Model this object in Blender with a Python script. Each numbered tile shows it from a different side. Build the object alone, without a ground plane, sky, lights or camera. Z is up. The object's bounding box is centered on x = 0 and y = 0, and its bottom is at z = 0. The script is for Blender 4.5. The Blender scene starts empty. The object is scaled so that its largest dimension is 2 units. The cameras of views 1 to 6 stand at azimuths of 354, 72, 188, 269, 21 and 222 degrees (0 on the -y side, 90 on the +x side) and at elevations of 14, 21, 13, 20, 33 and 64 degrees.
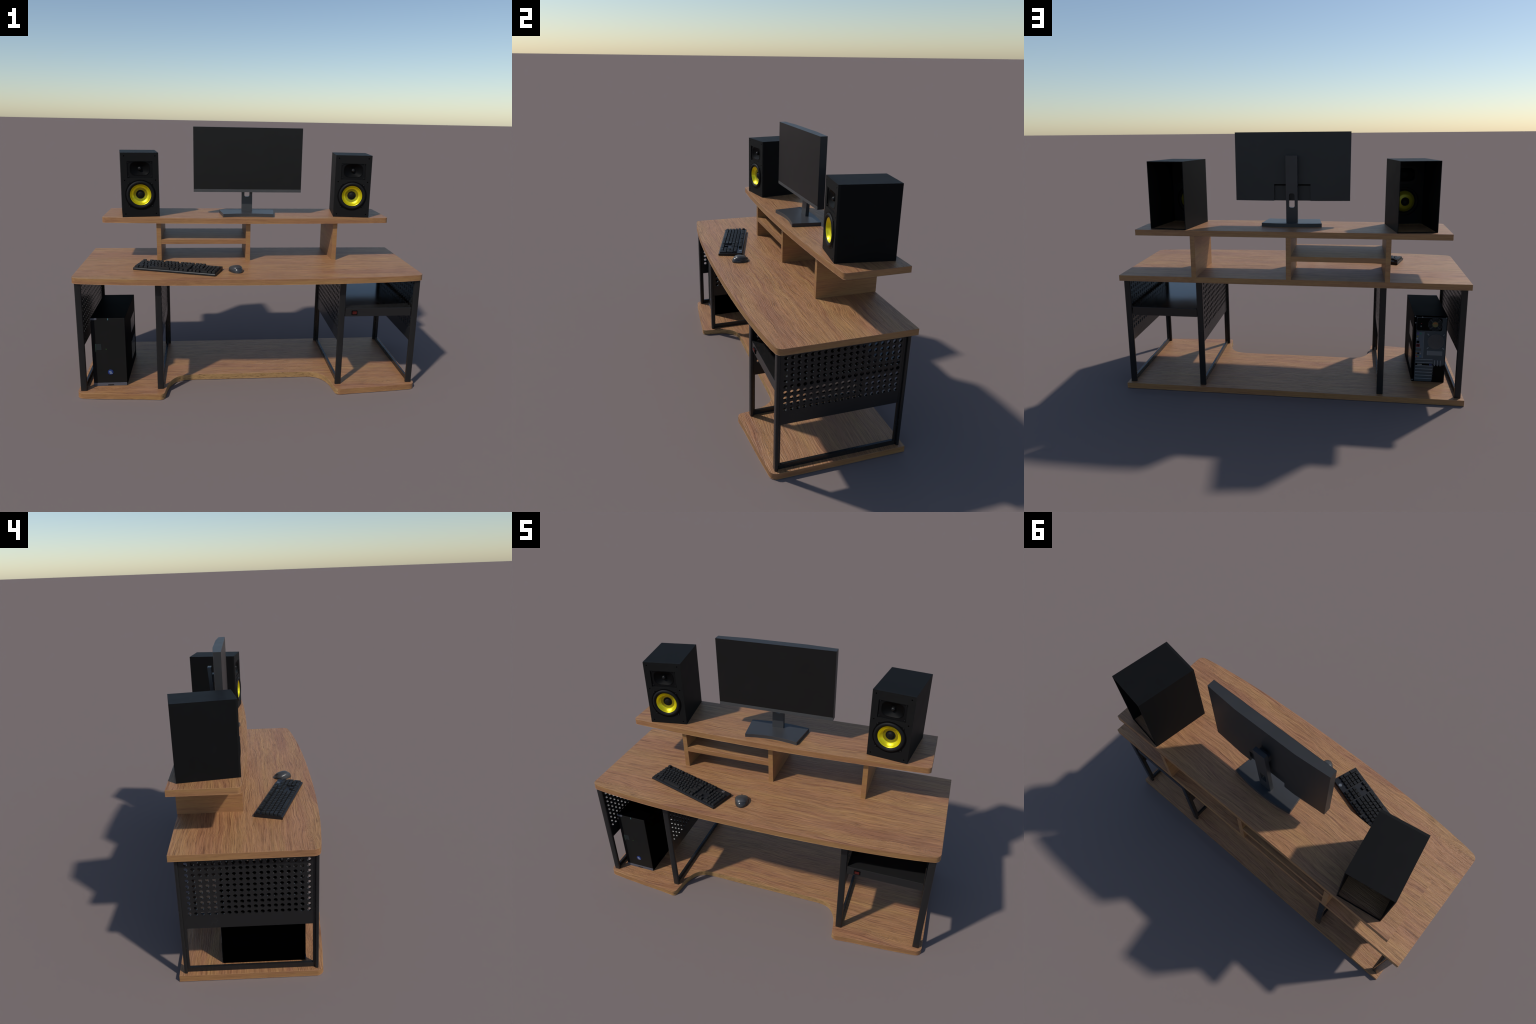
"""Studio desk with monitor riser, screen, two loudspeakers, keyboard, mouse and computer tower."""
import bpy, bmesh, math, random
from math import sin, cos, pi, radians
from mathutils import Vector, Matrix

random.seed(7)
COL = bpy.context.scene.collection

# ------------------------------------------------------------------ materials
def new_mat(name):
    m = bpy.data.materials.new(name)
    m.use_nodes = True
    nt = m.node_tree
    return m, nt, nt.nodes["Principled BSDF"]


def plain(name, col, rough=0.5, metal=0.0, spec=0.5, grain=0.0, grain_scale=300.0, coat=0.0):
    """Even colour with a very fine unevenness in tone, gloss and relief."""
    m, nt, b = new_mat(name)
    N, L = nt.nodes, nt.links
    b.inputs["Metallic"].default_value = metal
    b.inputs["Specular IOR Level"].default_value = spec
    b.inputs["Coat Weight"].default_value = coat
    tc = N.new("ShaderNodeTexCoord")
    no = N.new("ShaderNodeTexNoise")
    no.inputs["Scale"].default_value = 9.0
    no.inputs["Detail"].default_value = 4.0
    L.new(tc.outputs["Object"], no.inputs["Vector"])
    mx = N.new("ShaderNodeMix"); mx.data_type = "RGBA"
    mx.inputs["A"].default_value = (*[c * 0.88 for c in col], 1)
    mx.inputs["B"].default_value = (*[min(1, c * 1.12) for c in col], 1)
    L.new(no.outputs["Fac"], mx.inputs["Factor"])
    L.new(mx.outputs["Result"], b.inputs["Base Color"])
    mr = N.new("ShaderNodeMapRange")
    mr.inputs["To Min"].default_value = max(0.02, rough - 0.05)
    mr.inputs["To Max"].default_value = min(1, rough + 0.05)
    L.new(no.outputs["Fac"], mr.inputs["Value"])
    L.new(mr.outputs["Result"], b.inputs["Roughness"])
    if grain > 0:
        n2 = N.new("ShaderNodeTexNoise")
        n2.inputs["Scale"].default_value = grain_scale
        n2.inputs["Detail"].default_value = 2.0
        L.new(tc.outputs["Object"], n2.inputs["Vector"])
        bp = N.new("ShaderNodeBump")
        bp.inputs["Strength"].default_value = grain
        bp.inputs["Distance"].default_value = 0.001
        L.new(n2.outputs["Fac"], bp.inputs["Height"])
        L.new(bp.outputs["Normal"], b.inputs["Normal"])
    return m


def wood(name, seed=0.0, edge=1.0):
    """Veneered oak: long wavy streaks along x on flat faces, along y on faces that look sideways."""
    m, nt, b = new_mat(name)
    N, L = nt.nodes, nt.links

    def math_(op, a, c=None):
        n = N.new("ShaderNodeMath"); n.operation = op
        for i, v in enumerate((a, c)):
            if v is None:
                continue
            if isinstance(v, (int, float)):
                n.inputs[i].default_value = v
            else:
                L.new(v, n.inputs[i])
        return n.outputs[0]

    def noise(vec, scale, detail=3.0, rough=0.5, dist=0.0):
        n = N.new("ShaderNodeTexNoise")
        n.inputs["Scale"].default_value = scale
        n.inputs["Detail"].default_value = detail
        n.inputs["Roughness"].default_value = rough
        n.inputs["Distortion"].default_value = dist
        L.new(vec, n.inputs["Vector"])
        return n.outputs["Fac"]

    def comb(x, y, z):
        n = N.new("ShaderNodeCombineXYZ")
        for i, v in enumerate((x, y, z)):
            if isinstance(v, (int, float)):
                n.inputs[i].default_value = v
            else:
                L.new(v, n.inputs[i])
        return n.outputs[0]

    def ramp(fac, stops):
        r = N.new("ShaderNodeValToRGB")
        el = r.color_ramp.elements
        while len(el) < len(stops):
            el.new(0.5)
        for e, (p, c) in zip(el, stops):
            e.position = p
            e.color = (*c, 1)
        L.new(fac, r.inputs["Fac"])
        return r.outputs["Color"]

    tc = N.new("ShaderNodeTexCoord")
    sp = N.new("ShaderNodeSeparateXYZ"); L.new(tc.outputs["Object"], sp.inputs[0])
    ge = N.new("ShaderNodeNewGeometry")
    sn = N.new("ShaderNodeSeparateXYZ"); L.new(ge.outputs["True Normal"], sn.inputs[0])
    side = math_("GREATER_THAN", math_("ABSOLUTE", sn.outputs[0]), 0.72)
    flat = math_("GREATER_THAN", math_("ABSOLUTE", sn.outputs[2]), 0.6)
    inv = math_("SUBTRACT", 1.0, side)
    # along-grain coordinate a, across-grain coordinate c
    a = math_("ADD", math_("MULTIPLY", sp.outputs[0], inv), math_("MULTIPLY", sp.outputs[1], side))
    c = math_("ADD", math_("MULTIPLY", sp.outputs[1], inv), math_("MULTIPLY", sp.outputs[0], side))
    a = math_("ADD", a, seed)
    z = sp.outputs[2]
    # slow wander of the grain lines
    warp = noise(comb(math_("MULTIPLY", a, 2.2), math_("MULTIPLY", c, 4.0), z), 1.0, 2.0)
    warp2 = noise(comb(math_("MULTIPLY", a, 11.0), math_("MULTIPLY", c, 18.0), z), 1.0, 2.0)
    w = math_("ADD", math_("MULTIPLY", math_("SUBTRACT", warp, 0.5), 0.085),
              math_("MULTIPLY", math_("SUBTRACT", warp2, 0.5), 0.0050))
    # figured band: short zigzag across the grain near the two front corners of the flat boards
    band_y = math_("SUBTRACT", 1.0, math_("MULTIPLY", math_("ABSOLUTE", math_("ADD", sp.outputs[1], 0.292)), 45.0))
    band_x = math_("MULTIPLY", math_("SUBTRACT", math_("ABSOLUTE", sp.outputs[0]), 0.60), 8.0)
    clampn = N.new("ShaderNodeClamp"); L.new(math_("MULTIPLY", math_("MAXIMUM", band_y, 0.0), math_("MINIMUM", math_("MAXIMUM", band_x, 0.0), 1.0)), clampn.inputs[0])
    band = math_("MULTIPLY", clampn.outputs[0], flat)
    zn = noise(comb(math_("MULTIPLY", a, 30.0), math_("MULTIPLY", c, 60.0), z), 1.0, 3.0)
    zig = math_("SINE", math_("ADD", math_("MULTIPLY", a, 230.0), math_("MULTIPLY", zn, 16.0)))
    w = math_("ADD", w, math_("MULTIPLY", math_("MULTIPLY", zig, band), 0.0036))
    cw = math_("ADD", c, w)
    zz = math_("ADD", z, math_("MULTIPLY", w, 0.25))
    broad = noise(comb(math_("MULTIPLY", a, 1.1), math_("MULTIPLY", cw, 16.0), math_("MULTIPLY", zz, 30.0)), 1.0, 3.0, 0.55)
    mid = noise(comb(math_("MULTIPLY", a, 3.8), math_("MULTIPLY", cw, 150.0), math_("MULTIPLY", zz, 150.0)), 1.0, 4.0, 0.62)
    fine = noise(comb(math_("MULTIPLY", a, 12.0), math_("MULTIPLY", cw, 270.0), math_("MULTIPLY", zz, 420.0)), 1.0, 3.0, 0.65)
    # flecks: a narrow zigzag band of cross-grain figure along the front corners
    col_broad = ramp(broad, [(0.28, (0.325, 0.146, 0.072)), (0.42, (0.368, 0.175, 0.080)), (0.52, (0.384, 0.190, 0.081)), (0.66, (0.394, 0.205, 0.081)), (0.82, (0.42, 0.232, 0.090))])
    col_mid = ramp(mid, [(0.27, (0.50, 0.44, 0.43)), (0.43, (0.84, 0.82, 0.81)), (0.53, (1.0, 1.0, 1.0)), (0.72, (1.22, 1.25, 1.27))])
    col_fine = ramp(fine, [(0.32, (0.52, 0.48, 0.46)), (0.45, (0.95, 0.95, 0.95)), (0.7, (1.10, 1.10, 1.10))])

    def mul(A, B, f=1.0):
        n = N.new("ShaderNodeMix"); n.data_type = "RGBA"; n.blend_type = "MULTIPLY"
        if isinstance(f, (int, float)):
            n.inputs["Factor"].default_value = f
        else:
            L.new(f, n.inputs["Factor"])
        L.new(A, n.inputs["A"]); L.new(B, n.inputs["B"])
        return n.outputs["Result"]

    # edge banding is calmer and a little yellower than the faces
    calm = math_("ADD", math_("MULTIPLY", flat, 0.45), 0.45)
    streak = noise(comb(math_("MULTIPLY", a, 2.2), math_("MULTIPLY", cw, 72.0), math_("MULTIPLY", zz, 70.0)), 1.0, 3.0, 0.6)
    col_streak = ramp(streak, [(0.27, (0.66, 0.55, 0.56)), (0.38, (0.91, 0.87, 0.87)), (0.45, (1.0, 1.0, 1.0)), (0.75, (1.05, 1.06, 1.04))])
    colr = mul(mul(mul(col_broad, col_streak, calm), col_mid, calm), col_fine, calm)
    tint = N.new("ShaderNodeMix"); tint.data_type = "RGBA"
    tint.inputs["A"].default_value = (0.86, 0.87, 0.79, 1)
    tint.inputs["B"].default_value = (1, 1, 1, 1)
    L.new(flat, tint.inputs["Factor"])
    colr = mul(colr, tint.outputs["Result"])
    # the cut-out bay of the floor board shows coarser, yellower timber with dark checks
    bay = math_("MULTIPLY", math_("MULTIPLY", math_("SUBTRACT", 1.0, flat), math_("LESS_THAN", z, 0.05)),
                math_("MULTIPLY", math_("LESS_THAN", math_("ABSOLUTE", sp.outputs[0]), 0.515), math_("LESS_THAN", sp.outputs[1], 0.0)))
    chk = noise(comb(math_("MULTIPLY", a, 34.0), c, math_("MULTIPLY", z, 190.0)), 1.0, 3.0, 0.6, 0.8)
    bay_col = ramp(chk, [(0.33, (0.13, 0.070, 0.027)), (0.44, (0.32, 0.185, 0.074)), (0.60, (0.385, 0.225, 0.092))])
    bm_ = N.new("ShaderNodeMix"); bm_.data_type = "RGBA"
    L.new(bay, bm_.inputs["Factor"]); L.new(colr, bm_.inputs["A"]); L.new(bay_col, bm_.inputs["B"])
    colr = bm_.outputs["Result"]
    L.new(colr, b.inputs["Base Color"])
    b.inputs["Roughness"].default_value = 0.46
    b.inputs["Specular IOR Level"].default_value = 0.5
    rr = N.new("ShaderNodeMapRange")
    rr.inputs["To Min"].default_value = 0.52
    rr.inputs["To Max"].default_value = 0.36
    L.new(fine, rr.inputs["Value"])
    L.new(rr.outputs["Result"], b.inputs["Roughness"])
    bp = N.new("ShaderNodeBump")
    bp.inputs["Strength"].default_value = 1.0
    bp.inputs["Distance"].default_value = 0.0034
    h = math_("ADD", math_("MULTIPLY", mid, 0.55), math_("MULTIPLY", fine, 0.75))
    L.new(math_("MULTIPLY", h, math_("ADD", math_("MULTIPLY", flat, 0.8), 0.2)), bp.inputs["Height"])
    L.new(bp.outputs["Normal"], b.inputs["Normal"])
    return m


WOOD = wood("oak_veneer")
WOOD_B = wood("oak_veneer_board", 3.7)
WOOD_C = wood("oak_veneer_riser", 7.3)
STEEL = plain("black_powder_coated_steel", (0.0135, 0.0135, 0.0137), 0.26, spec=0.40)
RACKM = plain("black_sheet_steel", (0.0135, 0.0135, 0.0137), 0.15, spec=0.50)
VINYL = plain("black_vinyl_cabinet", (0.0078, 0.0078, 0.0080), 0.5, spec=0.06, grain=0.05, grain_scale=600)
INSIDE = plain("dull_black_inside", (0.003, 0.003, 0.003), 0.9, spec=0.1)
BAFFLE = plain("black_speaker_front", (0.0088, 0.0088, 0.0088), 0.6, spec=0.11, grain=0.10, grain_scale=600)
GLOSSY = plain("black_moulded_plastic", (0.0016, 0.0016, 0.0018), 0.45, spec=0.08)
HORN = plain("black_horn_plastic", (0.0018, 0.0018, 0.0020), 0.5, spec=0.08)
PLATE = plain("black_tweeter_plate", (0.0046, 0.0046, 0.0050), 0.42, spec=0.14)
RUBBER = plain("black_rubber", (0.0085, 0.0085, 0.0090), 0.55, spec=0.14)
DOME = plain("black_dome", (0.0060, 0.0060, 0.0064), 0.42, spec=0.28)
YELLOW = plain("yellow_lacquered_cone", (0.95, 0.78, 0.012), 0.30, metal=0.65, spec=0.5)
YELLOW_D = plain("yellow_cone_neck_darkened", (0.46, 0.39, 0.011), 0.24, metal=0.70, spec=0.5)  # cone yellow darkened to paint the inner ring's dim ground reflection
YELLOW_B = plain("yellow_cone_rear_darker", (0.42, 0.36, 0.012), 0.40, metal=0.4)
SCREEN = plain("switched_off_screen", (0.0078, 0.0076, 0.0073), 0.33, spec=0.34)
HOUSING = plain("dark_grey_plastic", (0.0310, 0.0315, 0.0325), 0.42, spec=0.30, grain=0.05, grain_scale=800)
CHIN = plain("chin_grey_plastic", (0.060, 0.061, 0.062), 0.45, spec=0.30)
STAND = plain("stand_grey_metal", (0.040, 0.041, 0.044), 0.38, spec=0.45)
TOWER = plain("tower_black_sheet", (0.0004, 0.0004, 0.0005), 0.45, spec=0.006)
FRONT = plain("tower_black_front", (0.0125, 0.0122, 0.0116), 0.42, spec=0.10)
FRONT_D = plain("tower_black_bevel", (0.0060, 0.0060, 0.0064), 0.40, spec=0.14)
SILVER = plain("dark_silver_plastic", (0.085, 0.087, 0.105), 0.4, spec=0.4)
MESHGREY = plain("side_vent_mesh", (0.010, 0.0102, 0.0105), 0.28, spec=0.6)
BACK = plain("zinc_back_plate", (0.044, 0.055, 0.065), 0.5, spec=0.3)
BRIGHT = plain("bright_zinc", (0.17, 0.19, 0.21), 0.45, spec=0.4)
BLACK = plain("matt_black", (0.0025, 0.0025, 0.0025), 0.6, spec=0.06)
KEYC = plain("key_black_plastic", (0.0165, 0.0167, 0.0172), 0.45, spec=0.22, grain=0.05, grain_scale=900)
KEYCASE = plain("keyboard_case_black", (0.0110, 0.0113, 0.0130), 0.36, spec=0.34)
CHROME = plain("pale_emblem_foil", (0.8, 0.8, 0.78), 0.35, metal=0.9)
MOUSE = plain("mouse_grey_plastic", (0.050, 0.050, 0.051), 0.36, spec=0.40)
MOUSE_D = plain("mouse_dark_plastic", (0.032, 0.032, 0.033), 0.25, spec=0.5)
WHEEL = plain("wheel_rubber", (0.012, 0.012, 0.0125), 0.4, spec=0.3)
RED = plain("red_rocker", (0.085, 0.010, 0.008), 0.35, spec=0.3)


def tone(name, c, r=0.45):
    return plain(name, c, r)


# ------------------------------------------------------------------ mesh helpers
def finish(me, mat, angle=35):
    for p in me.polygons:
        p.use_smooth = True
    me.set_sharp_from_angle(angle=radians(angle))
    if mat is not None:
        me.materials.append(mat)
    return me


def from_bm(bm, name, mat, bevel=0.0, segs=2, angle=None):
    if angle is None:
        angle = 19 if bevel > 0 else 35
    if bevel > 0:
        bm.normal_update()
        es = [e for e in bm.edges if len(e.link_faces) == 2 and e.calc_face_angle(0) > radians(40)]
        bmesh.ops.bevel(bm, geom=es, offset=bevel, segments=segs, profile=0.5, affect="EDGES", clamp_overlap=True)
    bmesh.ops.recalc_face_normals(bm, faces=bm.faces)
    me = bpy.data.meshes.new(name)
    bm.to_mesh(me)
    bm.free()
    return finish(me, mat, angle)


def obj(name, me, parent=None, loc=(0, 0, 0), rot=(0, 0, 0)):
    o = bpy.data.objects.new(name, me)
    COL.objects.link(o)
    o.location = loc
    o.rotation_euler = rot
    if parent is not None:
        o.parent = parent
    return o


def empty(name, loc, rot=(0, 0, 0), label="", category=""):
    o = bpy.data.objects.new(name, None)
    COL.objects.link(o)
    o.location = loc
    o.rotation_euler = rot
    o["label"] = label
    o["category"] = category
    return o


def add_box(bm, x0, x1, y0, y1, z0, z1):
    m = Matrix.Translation(((x0 + x1) / 2, (y0 + y1) / 2, (z0 + z1) / 2)) @ Matrix.Diagonal((x1 - x0, y1 - y0, z1 - z0, 1))
    return bmesh.ops.create_cube(bm, size=1.0, matrix=m)["verts"]


def box_me(name, x0, x1, y0, y1, z0, z1, mat, bevel=0.001, segs=2):
    bm = bmesh.new()
    add_box(bm, x0, x1, y0, y1, z0, z1)
    return from_bm(bm, name, mat, bevel, segs)


def prism_me(name, pts, z0, z1, mat, bevel=0.0, segs=2, axis="z", angle=19):
    """Extrude a closed outline; axis 'z' outline in xy, 'y' outline in xz, 'x' outline in yz."""
    def P(u, v, w):
        return {"z": (u, v, w), "y": (u, w, v), "x": (w, u, v)}[axis]
    bm = bmesh.new()
    lo = [bm.verts.new(P(u, v, z0)) for u, v in pts]
    hi = [bm.verts.new(P(u, v, z1)) for u, v in pts]
    bm.faces.new(lo)
    bm.faces.new(hi)
    n = len(pts)
    for i in range(n):
        bm.faces.new((lo[i], lo[(i + 1) % n], hi[(i + 1) % n], hi[i]))
    if bevel > 0:
        bm.normal_update()
        caps = [e for e in bm.edges if e.calc_face_angle(0) > radians(60)]
        bmesh.ops.bevel(bm, geom=caps, offset=bevel, segments=segs, profile=0.5, affect="EDGES", clamp_overlap=True)
    return from_bm(bm, name, mat, 0, 2, angle)


def fillet(pts, radii, seg=7):
    """Round the corners of a closed outline."""
    out, n = [], len(pts)
    for i in range(n):
        p0, p1, p2 = (Vector(pts[(i + k) % n]) for k in (-1, 0, 1))
        r = radii[i] if isinstance(radii, (list, tuple)) else radii
        if r <= 0:
            out.append(tuple(p1)); continue
        d0, d1 = (p0 - p1).normalized(), (p2 - p1).normalized()
        ang = d0.angle(d1)
        t = min(r / math.tan(ang / 2), 0.49 * (p0 - p1).length, 0.49 * (p2 - p1).length)
        rr = t * math.tan(ang / 2)
        c = p1 + (d0 + d1).normalized() * (rr / sin(ang / 2))
        s, e = p1 + d0 * t - c, p1 + d1 * t - c
        a0 = math.atan2(s.y, s.x)
        da = math.atan2(e.y, e.x) - a0
        while da > pi: da -= 2 * pi
        while da < -pi: da += 2 * pi
        for k in range(seg + 1):
            a = a0 + da * k / seg
            out.append((c.x + rr * cos(a), c.y + rr * sin(a)))
    return out


def rrect(x0, x1, y0, y1, r, seg=5):
    return fillet([(x0, y0), (x1, y0), (x1, y1), (x0, y1)], r, seg)


def circle(cx, cy, r, n=24):
    return [(cx + r * cos(2 * pi * k / n), cy + r * sin(2 * pi * k / n)) for k in range(n)]


def superellipse(cx, cy, a, b, p=3.0, n=48):
    o = []
    for k in range(n):
        t = 2 * pi * k / n
        o.append((cx + a * math.copysign(abs(cos(t)) ** (2 / p), cos(t)), cy + b * math.copysign(abs(sin(t)) ** (2 / p), sin(t))))
    return o


def holed_me(name, outer, holes, thick, mat, axis="z", centre=0.0, angle=35):
    """Flat plate with cut-outs, made as a filled 2D curve with depth."""
    cu = bpy.data.curves.new(name, "CURVE")
    cu.dimensions = "2D"
    cu.fill_mode = "BOTH"
    cu.extrude = thick / 2
    for ring in [outer] + holes:
        sp = cu.splines.new("POLY")
        sp.points.add(len(ring) - 1)
        for q, (u, v) in zip(sp.points, ring):
            q.co = (u, v, 0, 1)
        sp.use_cyclic_u = True
    tmp = bpy.data.objects.new("tmp", cu)
    COL.objects.link(tmp)
    bpy.context.view_layer.update()
    me = bpy.data.meshes.new_from_object(tmp.evaluated_get(bpy.context.evaluated_depsgraph_get()))
    bpy.data.objects.remove(tmp)
    bpy.data.curves.remove(cu)
    me.name = name
    for v in me.vertices:
        u, w, d = v.co
        v.co = {"z": (u, w, d + centre), "y": (u, d + centre, w), "x": (d + centre, u, w)}[axis]
    bm = bmesh.new(); bm.from_mesh(me)
    bmesh.ops.remove_doubles(bm, verts=bm.verts, dist=1e-6)
    bmesh.ops.recalc_face_normals(bm, faces=bm.faces)
    bm.to_mesh(me); bm.free()
    me.materials.clear()
    return finish(me, mat, angle)


def lathe_me(name, prof, mat, n=64, cx=0.0, cz=0.0, angle=50):
    """Turn a profile of (radius, y) about the y axis through (cx, cz)."""
    bm = bmesh.new()
    rings = []
    for r, y in prof:
        if r < 1e-6:
            rings.append([bm.verts.new((cx, y, cz))])
        else:
            rings.append([bm.verts.new((cx + r * cos(2 * pi * k / n), y, cz + r * sin(2 * pi * k / n))) for k in range(n)])
    for A, B in zip(rings, rings[1:]):
        for k in range(n):
            a = [A[k % len(A)], A[(k + 1) % len(A)]] if len(A) > 1 else [A[0]]
            b = [B[(k + 1) % len(B)], B[k % len(B)]] if len(B) > 1 else [B[0]]
            f = a + b
            if len(f) >= 3:
                bm.faces.new(f)
    return from_bm(bm, name, mat, 0, 2, angle)


def loft_me(name, rings, mat, cap0=False, cap1=False, angle=50):
    bm = bmesh.new()
    R = [[bm.verts.new(p) for p in ring] for ring in rings]
    n = len(R[0])
    for A, B in zip(R, R[1:]):
        for k in range(n):
            bm.faces.new((A[k], A[(k + 1) % n], B[(k + 1) % n], B[k]))
    if cap0: bm.faces.new(R[0])
    if cap1: bm.faces.new(R[-1])
    return from_bm(bm, name, mat, 0, 2, angle)


# ------------------------------------------------------------------ desk
T = 0.0331                      # board thickness
TOP0, TOP1 = 0.6833, 0.7164     # desk top
SH0, SH1 = 0.9563, 0.9893       # monitor shelf
BACK_Y = 0.3808

desk = empty("studio_desk", (0, 0, 0), label="oak studio desk with raised shelf on black steel frames", category="desk")


def bowed_front(x, y0, a, b):
    return y0 + a * x * x + b * x ** 4


def top_outline():
    front = [(x, bowed_front(x, -0.3845, 0.0400, 0.0215)) for x in [(-0.965 + 1.93 * k / 48) for k in range(49)]]
    yc = bowed_front(1.0, -0.3845, 0.0400, 0.0215)
    corner_r = fillet([front[-2], (1.0, yc + 0.002), (1.0, BACK_Y)], [0, 0.036, 0], 8)[1:-1]
    corner_l = [(-x, y) for x, y in reversed(corner_r)]
    front = [p for p in front if abs(p[0]) < 0.955]
    return corner_l + front + corner_r + [(1.0, BACK_Y), (-1.0, BACK_Y)]


obj("tabletop", prism_me("tabletop", top_outline(), TOP0, TOP1, WOOD, bevel=0.0012), desk)


def shelf_outline():
    f = lambda x: -0.0035 + 0.0405 * x * x + 0.004 * x ** 4
    front = [(x, f(x)) for x in [(-0.86 + 1.72 * k / 40) for k in range(41)]]
    cr = fillet([front[-2], (0.8825, f(0.8825)), (0.8825, BACK_Y)], [0, 0.022, 0], 7)[1:-1]
    cl = [(-x, y) for x, y in reversed(cr)]
    front = [p for p in front if abs(p[0]) < 0.855]
    return cl + front + cr + [(0.8825, BACK_Y), (-0.8825, BACK_Y)]


obj("monitor_shelf", prism_me("monitor_shelf", shelf_outline(), SH0, SH1, WOOD_C, bevel=0.0012), desk)


def spline(p, k=4):
    """Catmull-Rom smoothing of a run of points."""
    q = [p[0]] + p + [p[-1]]
    out = []
    for i in range(1, len(q) - 2):
        a, b, c, d = (Vector(v) for v in q[i - 1:i + 3])
        for j in range(k):
            t = j / k
            out.append(tuple(0.5 * (2 * b + (c - a) * t + (2 * a - 5 * b + 4 * c - d) * t * t + (3 * b - a - 3 * c + d) * t ** 3)))
    return out + [tuple(p[-1])]


def base_outline():
    """Floor board: two rounded feet in front and a wide bay for the legs of the sitter."""
    g = lambda x: -0.3905 + 0.0105 * x * x + 0.0375 * x ** 4 + 0.004 * x
    g = lambda x: -0.4055 + 0.0275 * x + 0.0355 * x * x
    foot = [(x, g(x)) for x in (0.56, 0.62, 0.68, 0.74, 0.80, 0.86, 0.92)]
    outer = fillet([(0.92, g(0.92)), (1.0, g(1.0) + 0.003), (1.0, 0.1)], [0, 0.037, 0], 8)[1:-1]
    inner = fillet([(0.492, -0.29), (0.5045, -0.3895), (0.56, g(0.56))], [0, 0.031, 0], 8)[1:-1]
    # S-curve from the foot into the bay
    bay = [(0.0, -0.1475), (0.20, -0.1475), (0.33, -0.1470), (0.372, -0.1487), (0.402, -0.1535), (0.430, -0.1650),
           (0.452, -0.1850), (0.468, -0.2080), (0.480, -0.2350), (0.487, -0.2600), (0.4925, -0.2850)]
    bay = spline(bay)
    right = bay[1:] + inner + foot[1:-1] + outer + [(1.0, BACK_Y)]
    left = [(-x, y) for x, y in reversed(right)]
    return [(0.0, bay[0][1])] + right + left


obj("floor_board", prism_me("floor_board", base_outline(), 0.0, T, WOOD_B, bevel=0.0012), desk)

div_me = box_me("divider", -0.0137, 0.0137, 0.0312, 0.3842, TOP1 - 0.001, SH0 + 0.001, WOOD_B, 0.0006)
for x in (-0.5467, 0.0, 0.5467):
    obj("divider", div_me, desk, (x, 0, 0))
obj("middle_shelf", box_me("middle_shelf", -0.5335, -0.0133, 0.0318, 0.3836, 0.8232, 0.8512, WOOD_C, 0.0006), desk)

leg_me = prism_me("leg", rrect(-0.0183, 0.0183, -0.0088, 0.0088, 0.0062, 4), T - 0.001, TOP0 + 0.001, STEEL)


def frame_me():
    outer = [(-0.3045, T - 0.0008), (0.3405, T - 0.0008), (0.3405, TOP0 + 0.0006), (-0.3045, TOP0 + 0.0006)]
    hole = [(-0.2915, 0.0605), (0.3265, 0.0605), (0.3265, 0.668), (-0.2915, 0.668)]
    return holed_me("side_frame", outer, [hole], 0.0122, STEEL, axis="x")


def panel_me():
    outer = [(-0.2925, 0.2925), (0.3275, 0.2925), (0.3275, TOP0 - 0.0008), (-0.2925, TOP0 - 0.0008)]
    holes = [circle(-0.272 + 0.0321 * i, 0.6502 - 0.0305 * j, 0.0099, 18) for i in range(19) for j in range(10)]
    return holed_me("perforated_panel", outer, holes, 0.0102, STEEL, axis="x")


fr_me, pn_me = frame_me(), panel_me()
for x in (-0.9664, -0.5280, 0.5280, 0.9664):
    obj("leg", leg_me, desk, (x, -0.3105, 0))
    obj("leg", leg_me, desk, (x, 0.3475, 0))
    obj("side_frame", fr_me, desk, (x, 0, 0))
    obj("perforated_panel", pn_me, desk, (x, 0, 0))

rack = obj("equipment_box", box_me("equipment_box", 0.5485, 0.9435, -0.3130, 0.3500, 0.4635, 0.5150, RACKM, 0.0012), desk)
sw = bmesh.new()
add_box(sw, 0.5865, 0.6205, -0.3165, -0.312, 0.4745, 0.5000)
obj("switch_frame", from_bm(sw, "switch_frame", GLOSSY, 0.001), rack)
rk = prism_me("rocker", [(-0.3225, 0.4955), (-0.3190, 0.4873), (-0.3180, 0.4790), (-0.3150, 0.4790), (-0.3150, 0.4955)], 0.5910, 0.6160, RED, bevel=0.0004, axis="x")
obj("rocker", rk, rack)

# ------------------------------------------------------------------ monitor
monitor = empty("computer_monitor", (0, 0.165, SH1), label="switched-off dark flat screen on a slim stand", category="monitor")
mo = Vector((0, 0.165, SH1))


def M(name, me, parent=monitor, loc=(0, 0, 0), rot=(0, 0, 0)):
    """Place a mesh drawn in world coordinates under the monitor."""
    o = obj(name, me, parent)
    o.matrix_parent_inverse = Matrix.Identity(4)
    o.location = Vector(loc) - (mo if parent is monitor else Vector((0, 0, 0)))
    o.rotation_euler = rot
    return o


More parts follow.
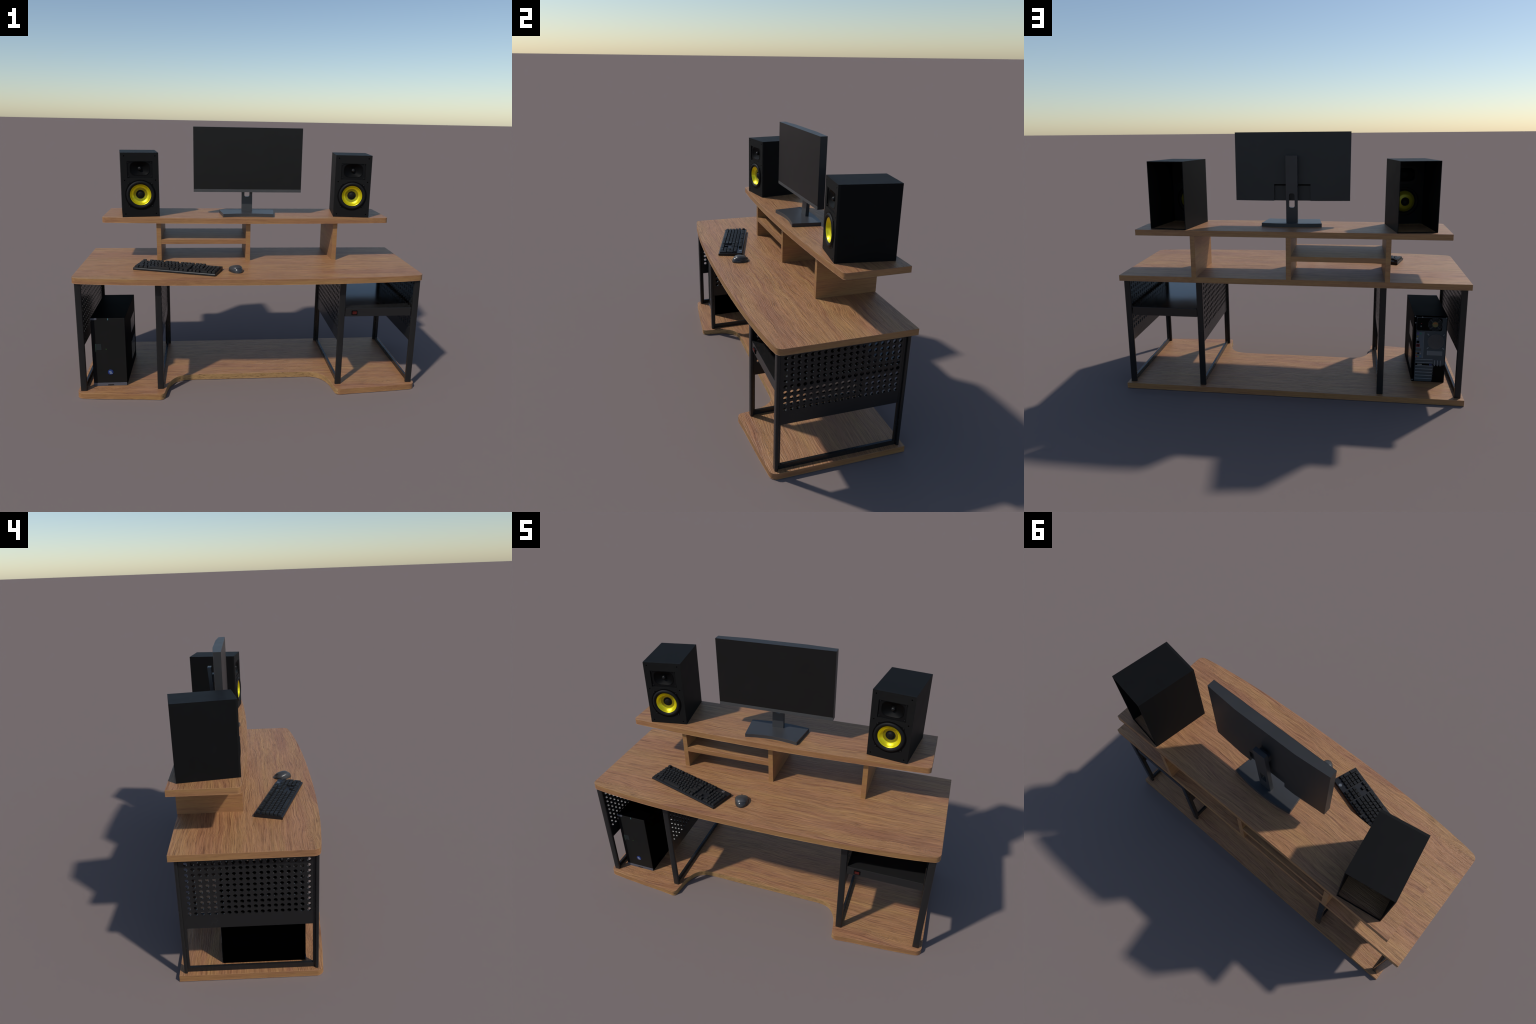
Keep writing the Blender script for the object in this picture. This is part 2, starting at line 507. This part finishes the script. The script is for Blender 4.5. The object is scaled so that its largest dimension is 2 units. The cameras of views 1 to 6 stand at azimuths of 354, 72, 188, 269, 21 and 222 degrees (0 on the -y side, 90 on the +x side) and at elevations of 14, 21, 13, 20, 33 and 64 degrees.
def housing_me():
    # plan outline of the back shell with the cable recess cut into its lower half
    plan = [(-0.3342, 0.1148), (0.3342, 0.1148), (0.3342, 0.1540), (0.1640, 0.1660), (-0.1640, 0.1660), (-0.3342, 0.1540)]
    notch = [(-0.3342, 0.1148), (0.3342, 0.1148), (0.3342, 0.1540), (0.1640, 0.1660), (0.1060, 0.1660), (0.1060, 0.1520),
             (-0.1060, 0.1520), (-0.1060, 0.1660), (-0.1640, 0.1660), (-0.3342, 0.1540)]
    slot = [(x, y if y != 0.1520 else 0.1300) for x, y in notch]
    bm = bmesh.new()
    for pts, z0, z1 in ((plan, 1.2312, 1.5263), (slot, 1.2215, 1.2312), (notch, 1.1347, 1.2215)):
        lo = [bm.verts.new((x, y, z0)) for x, y in pts]
        hi = [bm.verts.new((x, y, z1)) for x, y in pts]
        bm.faces.new(lo); bm.faces.new(hi)
        for i in range(len(pts)):
            k = (i + 1) % len(pts)
            bm.faces.new((lo[i], lo[k], hi[k], hi[i]))
    return from_bm(bm, "screen_housing", HOUSING, 0, 2, 20)


house = M("screen_housing", housing_me())
M("dark_recess_strip", box_me("dark_recess_strip", -0.1055, 0.1055, 0.1320, 0.1512, 1.2217, 1.2310, BLACK, 0))
M("screen", box_me("screen", -0.3342, 0.3342, 0.1138, 0.1152, 1.1520, 1.5263, SCREEN, 0.0003))
M("chin", box_me("chin", -0.3345, 0.3345, 0.1134, 0.1190, 1.1342, 1.1519, CHIN, 0.0004))


def base_pts():
    pts = []
    n = 10
    for k in range(n + 1):          # hollow front edge
        t = -1 + 2 * k / n
        pts.append((0.1540 * t, 0.0372 + 0.0195 * (1 - t * t)))
    for k in range(n + 1):          # bowed rear edge
        t = 1 - 2 * k / n
        pts.append((0.1755 * t, 0.2095 + 0.0175 * (1 - t * t)))
    return pts


M("stand_base", prism_me("stand_base", base_pts(), SH1 + 0.0002, 1.0098, STAND, bevel=0.0008))
neck = holed_me("stand_neck", rrect(-0.0335, 0.0335, 1.006, 1.3965, 0.002, 2), [rrect(-0.0165, 0.0165, 1.098, 1.181, 0.0115, 5)], 0.0215, STAND, axis="y")
# lean the neck back about the foot
tilt = radians(-3.75)
for v in neck.vertices:
    z = v.co.z - 1.0098
    v.co.y += 0.1755 + z * math.tan(-tilt)
M("stand_neck", neck)
M("tilt_hinge", box_me("tilt_hinge", -0.0300, 0.0300, 0.1640, 0.1890, 1.3110, 1.3570, HOUSING, 0.002))

# ------------------------------------------------------------------ loudspeakers
W, H, D = 0.2205, 0.3822, 0.3110
FY = -D / 2


def speaker_meshes():
    o = []
    t = 0.0042
    u = [(-W / 2, 0), (-W / 2, H), (W / 2, H), (W / 2, 0), (W / 2 - t, 0), (W / 2 - t, H - t), (-W / 2 + t, H - t), (-W / 2 + t, 0)]
    o.append(("cabinet", prism_me("cabinet", u, FY + 0.011, D / 2, VINYL, axis="y"), None))
    bm = bmesh.new()
    add_box(bm, -W / 2 + t - 0.0005, W / 2 - t + 0.0005, D / 2 - 0.0055, D / 2 - 0.0003, 0.0003, 0.0048)
    o.append(("rear_lip", from_bm(bm, "rear_lip", VINYL, 0.0004), None))
    wx, wz = 0.0, 0.1335
    sockets = [(sx * 0.0903, z) for sx in (-1, 1) for z in (0.0190, 0.2203, 0.3638)]
    holes = [circle(wx, wz, 0.0845, 64), [(-0.0745, 0.2338), (0.0745, 0.2338), (0.0745, 0.3324), (-0.0745, 0.3324)]]
    holes += [circle(x, z, 0.0036, 12) for x, z in sockets]
    o.append(("front_board", holed_me("front_board", [(-W / 2, 0.0002), (W / 2, 0.0002), (W / 2, H), (-W / 2, H)], holes, 0.0118, BAFFLE, axis="y", centre=FY + 0.0059), None))
    bm = bmesh.new()
    for x, z in sockets:
        bmesh.ops.create_circle(bm, cap_ends=True, radius=0.0045, segments=12, matrix=Matrix.Translation((x, FY + 0.0075, z)) @ Matrix.Rotation(pi / 2, 4, "X"))
        bmesh.ops.create_cone(bm, cap_ends=False, segments=12, radius1=0.0033, radius2=0.0033, depth=0.007, matrix=Matrix.Translation((x, FY + 0.004, z)) @ Matrix.Rotation(pi / 2, 4, "X"))
    o.append(("grille_socket", from_bm(bm, "grille_socket", BLACK), None))
    # tweeter: sunk plate, horn mouth, dome
    tz = 0.2888
    plate = holed_me("tweeter_plate", [(-0.0749, 0.2334), (0.0749, 0.2334), (0.0749, 0.3328), (-0.0749, 0.3328)], [superellipse(0, tz, 0.0573, 0.0400, 3.2, 56)], 0.004, PLATE, axis="y", centre=FY + 0.0080)
    o.append(("tweeter", plate, [
        ("horn", loft_me("horn", [[(x, FY + y, z) for x, z in superellipse(0, tz, a, b, p, 56)] for a, b, p, y in
                                  ((0.0590, 0.0417, 3.2, 0.0050), (0.0573, 0.0400, 3.2, 0.0044), (0.0545, 0.0375, 3.1, 0.0064), (0.0460, 0.0315, 2.8, 0.0105), (0.0340, 0.0245, 2.4, 0.0150), (0.0220, 0.0185, 2.1, 0.0185), (0.0140, 0.0135, 2.0, 0.0205))], HORN, cap1=True)),
        ("tweeter_dome", lathe_me("tweeter_dome", [(0.0118, FY + 0.0205), (0.0118, FY + 0.0150), (0.0105, FY + 0.0100), (0.0075, FY + 0.0067), (0.0040, FY + 0.0050), (0, FY + 0.0045)], DOME, 28, 0, tz)),
    ] + [("screw", lathe_me("screw", [(0.0042, FY + 0.0054), (0.0040, FY + 0.0036), (0.0026, FY + 0.0028), (0, FY + 0.0032)], RUBBER, 14, x, z)) for x in (-0.067, 0.067) for z in (0.2428, 0.3255)]))
    # woofer: eared basket ring, rolled surround, yellow cone, dust cap
    ring = []
    for k in range(96):
        a = 2 * pi * k / 96
        e = max(0.0, cos(4 * (a - pi / 4))) ** 10
        ring.append((wx + (0.0900 + 0.0085 * e) * cos(a), wz + (0.0900 + 0.0085 * e) * sin(a)))
    basket = holed_me("woofer_basket", ring, [circle(wx, wz, 0.0795, 96)], 0.0042, GLOSSY, axis="y", centre=FY + 0.0006)
    cone = [(0.0622, -0.0010), (0.0610, -0.0004), (0.0598, 0.0012), (0.0578, 0.0044), (0.0552, 0.0080), (0.0522, 0.0114), (0.0488, 0.0146), (0.0456, 0.0170), (0.0430, 0.0186), (0.0414, 0.0193), (0.0380, 0.0202), (0.0320, 0.0216), (0.0252, 0.0232)]
    o.append(("woofer", basket, [
        ("surround", lathe_me("surround", [(0.0838, FY - 0.0012), (0.0832, FY - 0.0030), (0.0815, FY - 0.0056), (0.0785, FY - 0.0078), (0.0745, FY - 0.0088), (0.0705, FY - 0.0078), (0.0672, FY - 0.0050), (0.0645, FY - 0.0018), (0.0625, FY + 0.0006), (0.0612, FY + 0.0016)], RUBBER, 96, wx, wz)),
        ("cone", lathe_me("cone", [(r, FY + y) for r, y in cone if r > 0.0413], YELLOW, 96, wx, wz, 60)),
        ("cone_neck", lathe_me("cone_neck", [(r, FY + y) for r, y in cone if r < 0.0415], YELLOW_D, 96, wx, wz, 60)),
        ("cone_rear", lathe_me("cone_rear", [(r, FY + y + 0.0009) for r, y in cone], YELLOW_B, 96, wx, wz, 60)),
        ("dust_cap", lathe_me("dust_cap", [(0.0264, FY + 0.0250), (0.0262, FY + 0.0216), (0.0250, FY + 0.0212), (0.0232, FY + 0.0228), (0.0200, FY + 0.0228), (0.0182, FY + 0.0190), (0.0150, FY + 0.0160), (0.0105, FY + 0.0140), (0.0055, FY + 0.0130), (0, FY + 0.0127)], RUBBER, 48, wx, wz, 60)),
    ] + [("screw", lathe_me("screw", [(0.0034, FY - 0.0010), (0.0032, FY - 0.0026), (0.0020, FY - 0.0030), (0, FY - 0.0022)], STEEL, 14, wx + sx * 0.0672, wz + sz * 0.0668)) for sx in (-1, 1) for sz in (-1, 1)]))
    return o


SPK = speaker_meshes()
for loc, yaw in (((-0.6745, 0.2008), 9.3), ((0.6702, 0.2032), -8.6)):
    sp = empty("loudspeaker", (loc[0], loc[1], SH1 + 0.0004), (0, 0, radians(yaw)), label="black bookshelf loudspeaker with yellow cone, open back", category="speaker")
    for n, me, kids in SPK:
        p = obj(n, me, sp)
        for kn, kme in kids or []:
            obj(kn, kme, p)

# ------------------------------------------------------------------ keyboard
KW, KD = 0.4945, 0.1530
keyboard = empty("computer_keyboard", (-0.4222, -0.1735, TOP1 + 0.0003), (0, 0, radians(-18.1)), label="full-size black mechanical keyboard lying at a slant", category="keyboard")
U = 0.02165


def deck(y):           # height of the top plate, rising to the rear
    return 0.0135 + 0.0065 * (y + KD / 2) / KD


case_prof = [(-KD / 2 + 0.0015, 0.0), (-KD / 2, 0.0030), (-KD / 2, 0.0085), (-KD / 2 + 0.0004, 0.0108), (-KD / 2 + 0.0016, deck(-KD / 2) - 0.0006), (-KD / 2 + 0.0036, deck(-KD / 2 + 0.0036)),
             (KD / 2 - 0.0030, deck(KD / 2)), (KD / 2, deck(KD / 2) - 0.0030), (KD / 2 - 0.0010, 0.0030), (KD / 2 - 0.004, 0.0)]
case = obj("case", prism_me("case", case_prof, -KW / 2, KW / 2, KEYCASE, bevel=0.0016, axis="x"), keyboard)


def key_me(w, d):
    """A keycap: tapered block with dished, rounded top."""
    bm = bmesh.new()
    hw, hd, h = w * U / 2 - 0.0011, d * U / 2 - 0.0011, 0.0108
    levels = [(hw, hd, -0.0015), (hw, hd, 0.0012), (hw - 0.0021, hd - 0.0016, h - 0.0006), (hw - 0.0027, hd - 0.0022, h)]
    R = []
    for a, b_, z in levels:
        R.append([bm.verts.new((x, y, z)) for x, y in rrect(-a, a, -b_, b_, 0.0012, 2)])
    n = len(R[0])
    for A, B in zip(R, R[1:]):
        for k in range(n):
            bm.faces.new((A[k], A[(k + 1) % n], B[(k + 1) % n], B[k]))
    bm.faces.new(R[0]); bm.faces.new(R[-1])
    return from_bm(bm, "key", KEYC, 0, 2, 28)


KEYS = {}


def put_key(cx, row_y, w, d=1.0, lift=0.0, pitch=0.0):
    if (w, d) not in KEYS:
        KEYS[(w, d)] = key_me(w, d)
    x = -KW / 2 + 0.0037 + cx * U
    y = -KD / 2 + 0.0078 + row_y * U
    slope = math.atan(0.0065 / KD)
    obj("key", KEYS[(w, d)], keyboard, (x, y, deck(y) + lift), (slope + radians(pitch), 0, 0))


rows = [
    (0, [1.25, 1.25, 1.25, 6.25, 1.25, 1.25, 1.25, 1.25], 0.0, 2),
    (1, [2.25] + [1] * 10 + [2.75], 0.0, -1),
    (2, [1.75] + [1] * 11 + [2.25], 0.0, -4),
    (3, [1.5] + [1] * 12 + [1.5], 0.0006, -7),
    (4, [1] * 13 + [2], 0.0018, -10),
]
for r, widths, lift, pitch in rows:
    x = 0.0
    for w in widths:
        put_key(x + w / 2, r + 0.5, w, 1.0, lift, -pitch * -1)
        x += w
FR = 5.5 + 0.28
for x0 in [0.0] + [2 + k for k in range(4)] + [6.5 + k for k in range(4)] + [11 + k for k in range(4)] + [15.25 + k for k in range(3)]:
    put_key(x0 + 0.5, FR, 1.0, 1.0, 0.0022, -10)
for k in range(3):
    put_key(15.75 + k, 0.5, 1.0, 1.0, 0.0, 2)
    put_key(15.75 + k, 3.5, 1.0, 1.0, 0.0006, -7)
    put_key(15.75 + k, 4.5, 1.0, 1.0, 0.0018, -10)
put_key(16.75, 1.5, 1.0, 1.0, 0.0, -1)
NX = 18.5
put_key(NX + 1, 0.5, 2.0, 1.0, 0.0, 2)
put_key(NX + 2.5, 0.5, 1.0, 1.0, 0.0, 2)
for k in range(3):
    for r in (1, 2, 3):
        put_key(NX + 0.5 + k, r + 0.5, 1.0, 1.0, 0.0, -2 * r)
for k in range(4):
    put_key(NX + 0.5 + k, 4.5, 1.0, 1.0, 0.0014, -9)
put_key(NX + 3.5, 1.0, 1.0, 2.0, 0.0, -1)
put_key(NX + 3.5, 3.0, 1.0, 2.0, 0.0, -4)

# small round emblem of curved strokes on the plate above the number pad
bm = bmesh.new()
ex, ey = KW / 2 - 0.048, KD / 2 - 0.0155
for k in range(7):
    a0 = 2 * pi * k / 7
    for r0, r1, da in ((0.0022, 0.0048, 0.5), (0.0058, 0.0092, 0.36)):
        q = []
        for rr, aa in ((r0, -da), (r1, -da * 0.35), (r1, da * 0.55), (r0, da * 0.1)):
            q.append((ex + rr * cos(a0 + aa + rr * 60), ey + rr * sin(a0 + aa + rr * 60)))
        lo = [bm.verts.new((u, v, deck(v) - 0.0003)) for u, v in q]
        hi = [bm.verts.new((u, v, deck(v) + 0.0005)) for u, v in q]
        bm.faces.new(hi)
        for i in range(4):
            bm.faces.new((lo[i], lo[(i + 1) % 4], hi[(i + 1) % 4], hi[i]))
obj("emblem", from_bm(bm, "emblem", CHROME), keyboard)

# ------------------------------------------------------------------ mouse
mouse = empty("computer_mouse", (-0.0868, -0.2125, TOP1 + 0.0003), (0, 0, radians(18.5)), label="smooth dark grey computer mouse with scroll wheel", category="mouse")
ML, MW, MH = 0.108, 0.0785, 0.0385


def mouse_rings(shrink, z_lo, rise, y_tail, n=28, m=27):
    """Arched cross-sections from tail to nose: broad at the finger grips, tapering to a round tail."""
    rings = []
    y0, y1 = -ML / 2 + y_tail, ML / 2
    for i in range(m):
        s = -cos(pi * i / (m - 1))
        y = y0 + (y1 - y0) * (s + 1) / 2
        sy = 2 * y / ML
        grip = 1.0 - 0.16 * max(0.0, 0.25 - sy) ** 1.3 + 0.05 * math.exp(-((sy - 0.42) / 0.16) ** 2)
        wid = MW / 2 * shrink * grip * max(0.0, 1 - abs(s) ** 2.5) ** 0.48
        back = MH * rise * (0.94 - 0.30 * (sy - 0.05)) * max(0.0, 1 - abs(s) ** 2.6) ** 0.5
        back = min(back, MH * rise)
        top = max(z_lo + 0.0006, back)
        rings.append([(-wid * math.copysign(abs(cos(a)) ** 0.80, cos(a)), y, z_lo + (top - z_lo) * abs(sin(a)) ** 0.92) for a in [pi * k / n for k in range(n + 1)]])
    return rings


def arch_me(name, rings, mat):
    bm = bmesh.new()
    R = [[bm.verts.new(p) for p in r] for r in rings]
    for A, B in zip(R, R[1:]):
        for k in range(len(A) - 1):
            bm.faces.new((A[k], A[k + 1], B[k + 1], B[k]))
        bm.faces.new((A[-1], A[0], B[0], B[-1]))
    bmesh.ops.remove_doubles(bm, verts=bm.verts, dist=1e-5)
    return from_bm(bm, name, mat, 0, 2, 60)


obj("mouse_body", arch_me("mouse_body", mouse_rings(1.0, 0.0, 0.80, 0.0), MOUSE_D), mouse)
obj("top_shell", arch_me("top_shell", mouse_rings(0.95, 0.0120, 1.0, 0.0095), MOUSE), mouse)
wh = bmesh.new()
bmesh.ops.create_cone(wh, cap_ends=True, segments=28, radius1=0.0085, radius2=0.0085, depth=0.0062, matrix=Matrix.Translation((0, 0.0335, 0.0195)) @ Matrix.Rotation(pi / 2, 4, "Y"))
obj("scroll_wheel", from_bm(wh, "scroll_wheel", WHEEL, 0.0012), mouse)

# ------------------------------------------------------------------ computer tower
PX0, PX1, PY0, PY1, PZ0, PZ1 = -0.9215, -0.7280, -0.2590, 0.1630, T + 0.0008, 0.4570
tower = empty("computer_tower", ((PX0 + PX1) / 2, (PY0 + PY1) / 2, PZ0), label="black computer tower with ports on its back", category="computer")
to = Vector(tower.location)


def TW(name, me, parent=tower):
    o = obj(name, me, parent)
    if parent is tower:
        o.location = -to
    return o


TW("tower_case", box_me("tower_case", PX0, PX1, PY0, PY1, PZ0, PZ1, TOWER, 0.0012))
fy = PY0
front = TW("front_panel", box_me("front_panel", PX0 + 0.0215, PX1 - 0.0006, fy - 0.0036, fy + 0.002, 0.0535, 0.4562, FRONT, 0.0012))
TW("front_bevel", prism_me("front_bevel", [(PX0 + 0.0004, fy + 0.002), (PX0 + 0.0004, fy - 0.0008), (PX0 + 0.0212, fy - 0.0034), (PX0 + 0.0212, fy + 0.002)], 0.0535, 0.4560, FRONT_D))
TW("foot_strip", box_me("foot_strip", PX0, PX1 - 0.001, fy - 0.0046, fy + 0.002, PZ0, 0.0532, SILVER, 0.0008))
TW("strip_lettering", box_me("strip_lettering", -0.8390, -0.8050, fy - 0.0054, fy - 0.0040, 0.0375, 0.0425, FRONT_D, 0.0003))
TW("top_strip", box_me("top_strip", PX0, PX0 + 0.036, fy - 0.0046, fy + 0.001, 0.4470, 0.4572, SILVER, 0.0008))
BLUE = tone("badge_blue", (0.008, 0.028, 0.15), 0.3)
PALE = tone("badge_pale", (0.22, 0.27, 0.36), 0.4)
badge = TW("badge", lathe_me("badge", [(0, fy - 0.0056), (0.0138, fy - 0.0056), (0.0158, fy - 0.0050), (0.0165, fy - 0.0030)], BLUE, 32, -0.8210, 0.1210, 30))
bm = bmesh.new()
for k in range(3):
    add_box(bm, -0.8300 + 0.002 * k, -0.8160 + 0.003 * k, fy - 0.0064, fy - 0.0050, 0.1265 - 0.0065 * k - 0.0016, 0.1265 - 0.0065 * k + 0.0020)
obj("badge_swirl", from_bm(bm, "badge_swirl", PALE, 0.0004), badge)
TEAL = tone("label_teal_grey", (0.0105, 0.0160, 0.0170), 0.4)
GREEN = tone("label_green", (0.06, 0.12, 0.075), 0.4)
TW("label", box_me("label", -0.8985, -0.8670, fy - 0.0043, fy - 0.0030, 0.262, 0.2990, TEAL, 0.0003))
TW("label_edge", box_me("label_edge", -0.9002, -0.8982, fy - 0.0045, fy - 0.0030, 0.252, 0.2995, GREEN, 0.0003))
TW("power_light", box_me("power_light", -0.8420, -0.8380, fy - 0.0044, fy - 0.0030, 0.2640, 0.2685, tone("light_green", (0.05, 0.12, 0.03)), 0.0003))
TW("top_light", box_me("top_light", -0.8255, -0.8205, fy - 0.0046, fy - 0.0030, 0.4450, 0.4560, tone("pale_cyan", (0.07, 0.15, 0.17)), 0.0003))
for z0, z1 in ((0.270, 0.361), (0.092, 0.211)):
    vent = prism_me("side_vent", rrect(-0.032, 0.115, z0, z1, 0.006, 4), PX1 - 0.0005, PX1 + 0.0008, MESHGREY, axis="x")
    TW("side_vent", vent)

by = PY1


def rear(name, x0, x1, z0, z1, mat, proud=0.0016, parent=tower, bevel=0.0003):
    return TW(name, box_me(name, x0, x1, by - 0.001, by + proud, z0, z1, mat, bevel), parent)


bplate = rear("back_plate", PX0 + 0.004, -0.7440, 0.0375, 0.4480, BACK, 0.0010)
OFF = -to


def RB(name, me):
    o = obj(name, me, bplate)
    return o


# power supply
RB("power_supply", prism_me("power_supply", fillet([(-0.8920, 0.3640), (-0.7455, 0.3640), (-0.7455, 0.4445), (-0.8920, 0.4445)], 0.009, 2), by, by + 0.0026, BLACK, axis="y"))
HUB = tone("fan_hub_orange", (0.24, 0.085, 0.02)); HUB2 = tone("fan_hub_olive", (0.13, 0.12, 0.035)); WIRE = tone("grille_wire", (0.10, 0.11, 0.115), 0.35)
fx, fz = -0.8510, 0.4055
bm = bmesh.new()
for r in (0.0215, 0.0275, 0.0335, 0.0395):
    ring = [[(fx + (r + 0.0009 * cos(b)) * cos(a), by + 0.0046 + 0.0009 * sin(b), fz + (r + 0.0009 * cos(b)) * sin(a)) for b in (0, pi / 2, pi, 3 * pi / 2)] for a in [2 * pi * k / 36 for k in range(36)]]
    V = [[bm.verts.new(p) for p in q] for q in ring]
    for i in range(36):
        for k in range(4):
            bm.faces.new((V[i][k], V[i][(k + 1) % 4], V[(i + 1) % 36][(k + 1) % 4], V[(i + 1) % 36][k]))
for k in range(4):
    a = pi / 4 + k * pi / 2
    bmesh.ops.create_cube(bm, size=1.0, matrix=Matrix.Translation((fx + 0.029 * cos(a), by + 0.0056, fz + 0.029 * sin(a))) @ Matrix.Rotation(-a, 4, "Y") @ Matrix.Diagonal((0.028, 0.0012, 0.0016, 1)))
RB("fan_grille", from_bm(bm, "fan_grille", WIRE))
RB("fan_hub", lathe_me("fan_hub", [(0.0175, by + 0.0020), (0.0170, by + 0.0052), (0, by + 0.0056)], HUB2, 28, fx, fz))
RB("hub_label", prism_me("hub_label", [(fx + 0.0145 * cos(a), fz + 0.002 + 0.0125 * sin(a)) for a in [pi * k / 14 for k in range(15)]], by + 0.0050, by + 0.0064, HUB, axis="y"))
RB("power_inlet", box_me("power_inlet", -0.7790, -0.7530, by, by + 0.0042, 0.3780, 0.4020, INSIDE, 0.0005))
RB("inlet_pin", box_me("inlet_pin", -0.7720, -0.7670, by, by + 0.0050, 0.3870, 0.3960, BRIGHT, 0.0004))
RB("inlet_light", box_me("inlet_light", -0.7740, -0.7680, by, by + 0.0046, 0.4080, 0.4105, tone("dull_red", (0.25, 0.03, 0.03)), 0.0003))
# port shield
RB("port_shield", box_me("port_shield", -0.7880, -0.7450, by, by + 0.0022, 0.1880, 0.3560, tone("port_shield_blue_grey", (0.070, 0.092, 0.12), 0.5), 0.0004))
RB("shield_seam", box_me("shield_seam", -0.7905, -0.7882, by, by + 0.0030, 0.1880, 0.3560, BRIGHT, 0.0003))
ports = [("round_port", -0.7540, 0.3450, 0.0062, (0.07, 0.05, 0.20)), ("round_port", -0.7695, 0.3450, 0.0062, (0.02, 0.16, 0.10)),
         ("round_port", -0.7530, 0.3265, 0.0048, (0.20, 0.17, 0.04)), ("round_port", -0.7505, 0.3120, 0.0048, (0.28, 0.28, 0.28)),
         ("round_port", -0.7500, 0.2185, 0.0048, (0.24, 0.11, 0.02)), ("round_port", -0.7730, 0.2180, 0.0048, (0.24, 0.22, 0.20)),
         ("round_port", -0.7510, 0.1985, 0.0050, (0.26, 0.04, 0.05)), ("round_port", -0.7620, 0.1985, 0.0050, (0.15, 0.19, 0.05)), ("round_port", -0.7735, 0.1985, 0.0050, (0.03, 0.11, 0.24))]
for n, x, z, r, c in ports:
    RB(n, lathe_me(n, [(r, by + 0.002), (r, by + 0.0042), (r * 0.5, by + 0.0042), (r * 0.42, by + 0.0030), (0, by + 0.0030)], tone("port_colour", c), 18, x, z, 30))
RB("usb_port", box_me("usb_port", -0.7640, -0.7475, by, by + 0.0038, 0.2835, 0.2985, BLACK, 0.0005))
RB("usb_surround", box_me("usb_surround", -0.7680, -0.7465, by, by + 0.0032, 0.2590, 0.2790, tone("port_red", (0.22, 0.025, 0.035)), 0.0005))
for x in (-0.7620, -0.7525):
    RB("usb_port", box_me("usb_port", x - 0.0035, x + 0.0035, by, by + 0.0044, 0.2615, 0.2765, BLACK, 0.0004))
RB("video_port", box_me("video_port", -0.7760, -0.7470, by, by + 0.0038, 0.2350, 0.2500, tone("port_grey", (0.05, 0.055, 0.05)), 0.0006))
RB("audio_port", box_me("audio_port", -0.7670, -0.7560, by, by + 0.0038, 0.2130, 0.2230, BLACK, 0.0005))
# exhaust fan mesh
mx_, mz_ = -0.8600, 0.2970
dots = []
for j in range(-8, 9):
    for i in range(-8, 9):
        x, z = i * 0.0060 + (0.0030 if j % 2 else 0), j * 0.0054
        if x * x + z * z < 0.0450 ** 2:
            dots.append(circle(mx_ + x, mz_ + z, 0.0019, 6))
RB("exhaust_dark", lathe_me("exhaust_dark", [(0.0470, by + 0.0008), (0.0465, by + 0.0014), (0, by + 0.0014)], tone("exhaust_brown_black", (0.012, 0.008, 0.008)), 40, mx_, mz_))
RB("exhaust_grid", holed_me("exhaust_grid", circle(mx_, mz_, 0.0475, 40), dots, 0.0012, tone("grid_grey", (0.075, 0.078, 0.085)), axis="y", centre=by + 0.0028))
for sx in (-1, 1):
    for sz in (-1, 1):
        bm = bmesh.new()
        bmesh.ops.create_cube(bm, size=1.0, matrix=Matrix.Translation((mx_ + sx * 0.0450, by + 0.0014, mz_ + sz * 0.0430)) @ Matrix.Rotation(-sx * sz * pi / 4, 4, "Y") @ Matrix.Diagonal((0.0130, 0.0034, 0.0062, 1)))
        RB("fan_screw", from_bm(bm, "fan_screw", BRIGHT, 0.001))
RB("rating_plate", box_me("rating_plate", -0.9020, -0.8150, by, by + 0.0024, 0.2080, 0.2370, tone("rating_plate_grey", (0.11, 0.125, 0.14), 0.45), 0.0006))
RB("plate_edge", box_me("plate_edge", -0.8155, -0.8120, by, by + 0.0032, 0.2080, 0.2375, BRIGHT, 0.0006))
# expansion slots
for k in range(7):
    z = 0.1795 - 0.0207 * k
    RB("slot_cover", box_me("slot_cover", -0.8480, -0.7480, by, by + 0.0024, z - 0.0020, z + 0.0022, BRIGHT, 0.0008))
RB("slot_card", box_me("slot_card", -0.8490, -0.7470, by, by + 0.0034, 0.1420, 0.1530, BLACK, 0.0005))
RB("card_socket", box_me("card_socket", -0.7860, -0.7590, by, by + 0.0042, 0.1450, 0.1505, tone("socket_white", (0.22, 0.22, 0.21)), 0.0005))
RB("card_socket", box_me("card_socket", -0.8450, -0.8290, by, by + 0.0042, 0.1440, 0.1510, tone("socket_blue", (0.03, 0.045, 0.16)), 0.0005))
# ragged dark opening at the lower corner
rag = [(-0.9165, 0.0380), (-0.8460, 0.0380)]
for k in range(13):
    rag.append((-0.8480 - (0.0030 if k % 2 else 0.0) - 0.0004 * k, 0.0460 + 0.0080 * k))
for k in range(12):
    rag.append((-0.8580 - 0.0048 * k, 0.1480 - (0.0090 if k % 2 else 0.0) + 0.0010 * (k % 3)))
rag.append((-0.9165, 0.1560))
RB("slot_opening", prism_me("slot_opening", rag, by, by + 0.0028, BLACK, axis="y"))
for x in (-0.8600, -0.8770, -0.8935):
    RB("vent_slit", box_me("vent_slit", x - 0.0020, x + 0.0020, by, by + 0.0036, 0.1400, 0.1770, BRIGHT, 0.0006))
for x, z in ((-0.7345, 0.4510), (-0.7380, 0.4110), (-0.7330, 0.0450), (-0.9150, 0.4470), (-0.7760, 0.4475)):
    RB("case_screw", lathe_me("case_screw", [(0.0040, by - 0.0005), (0.0038, by + 0.0020), (0.0020, by + 0.0026), (0, by + 0.0020)], BRIGHT, 14, x, z))
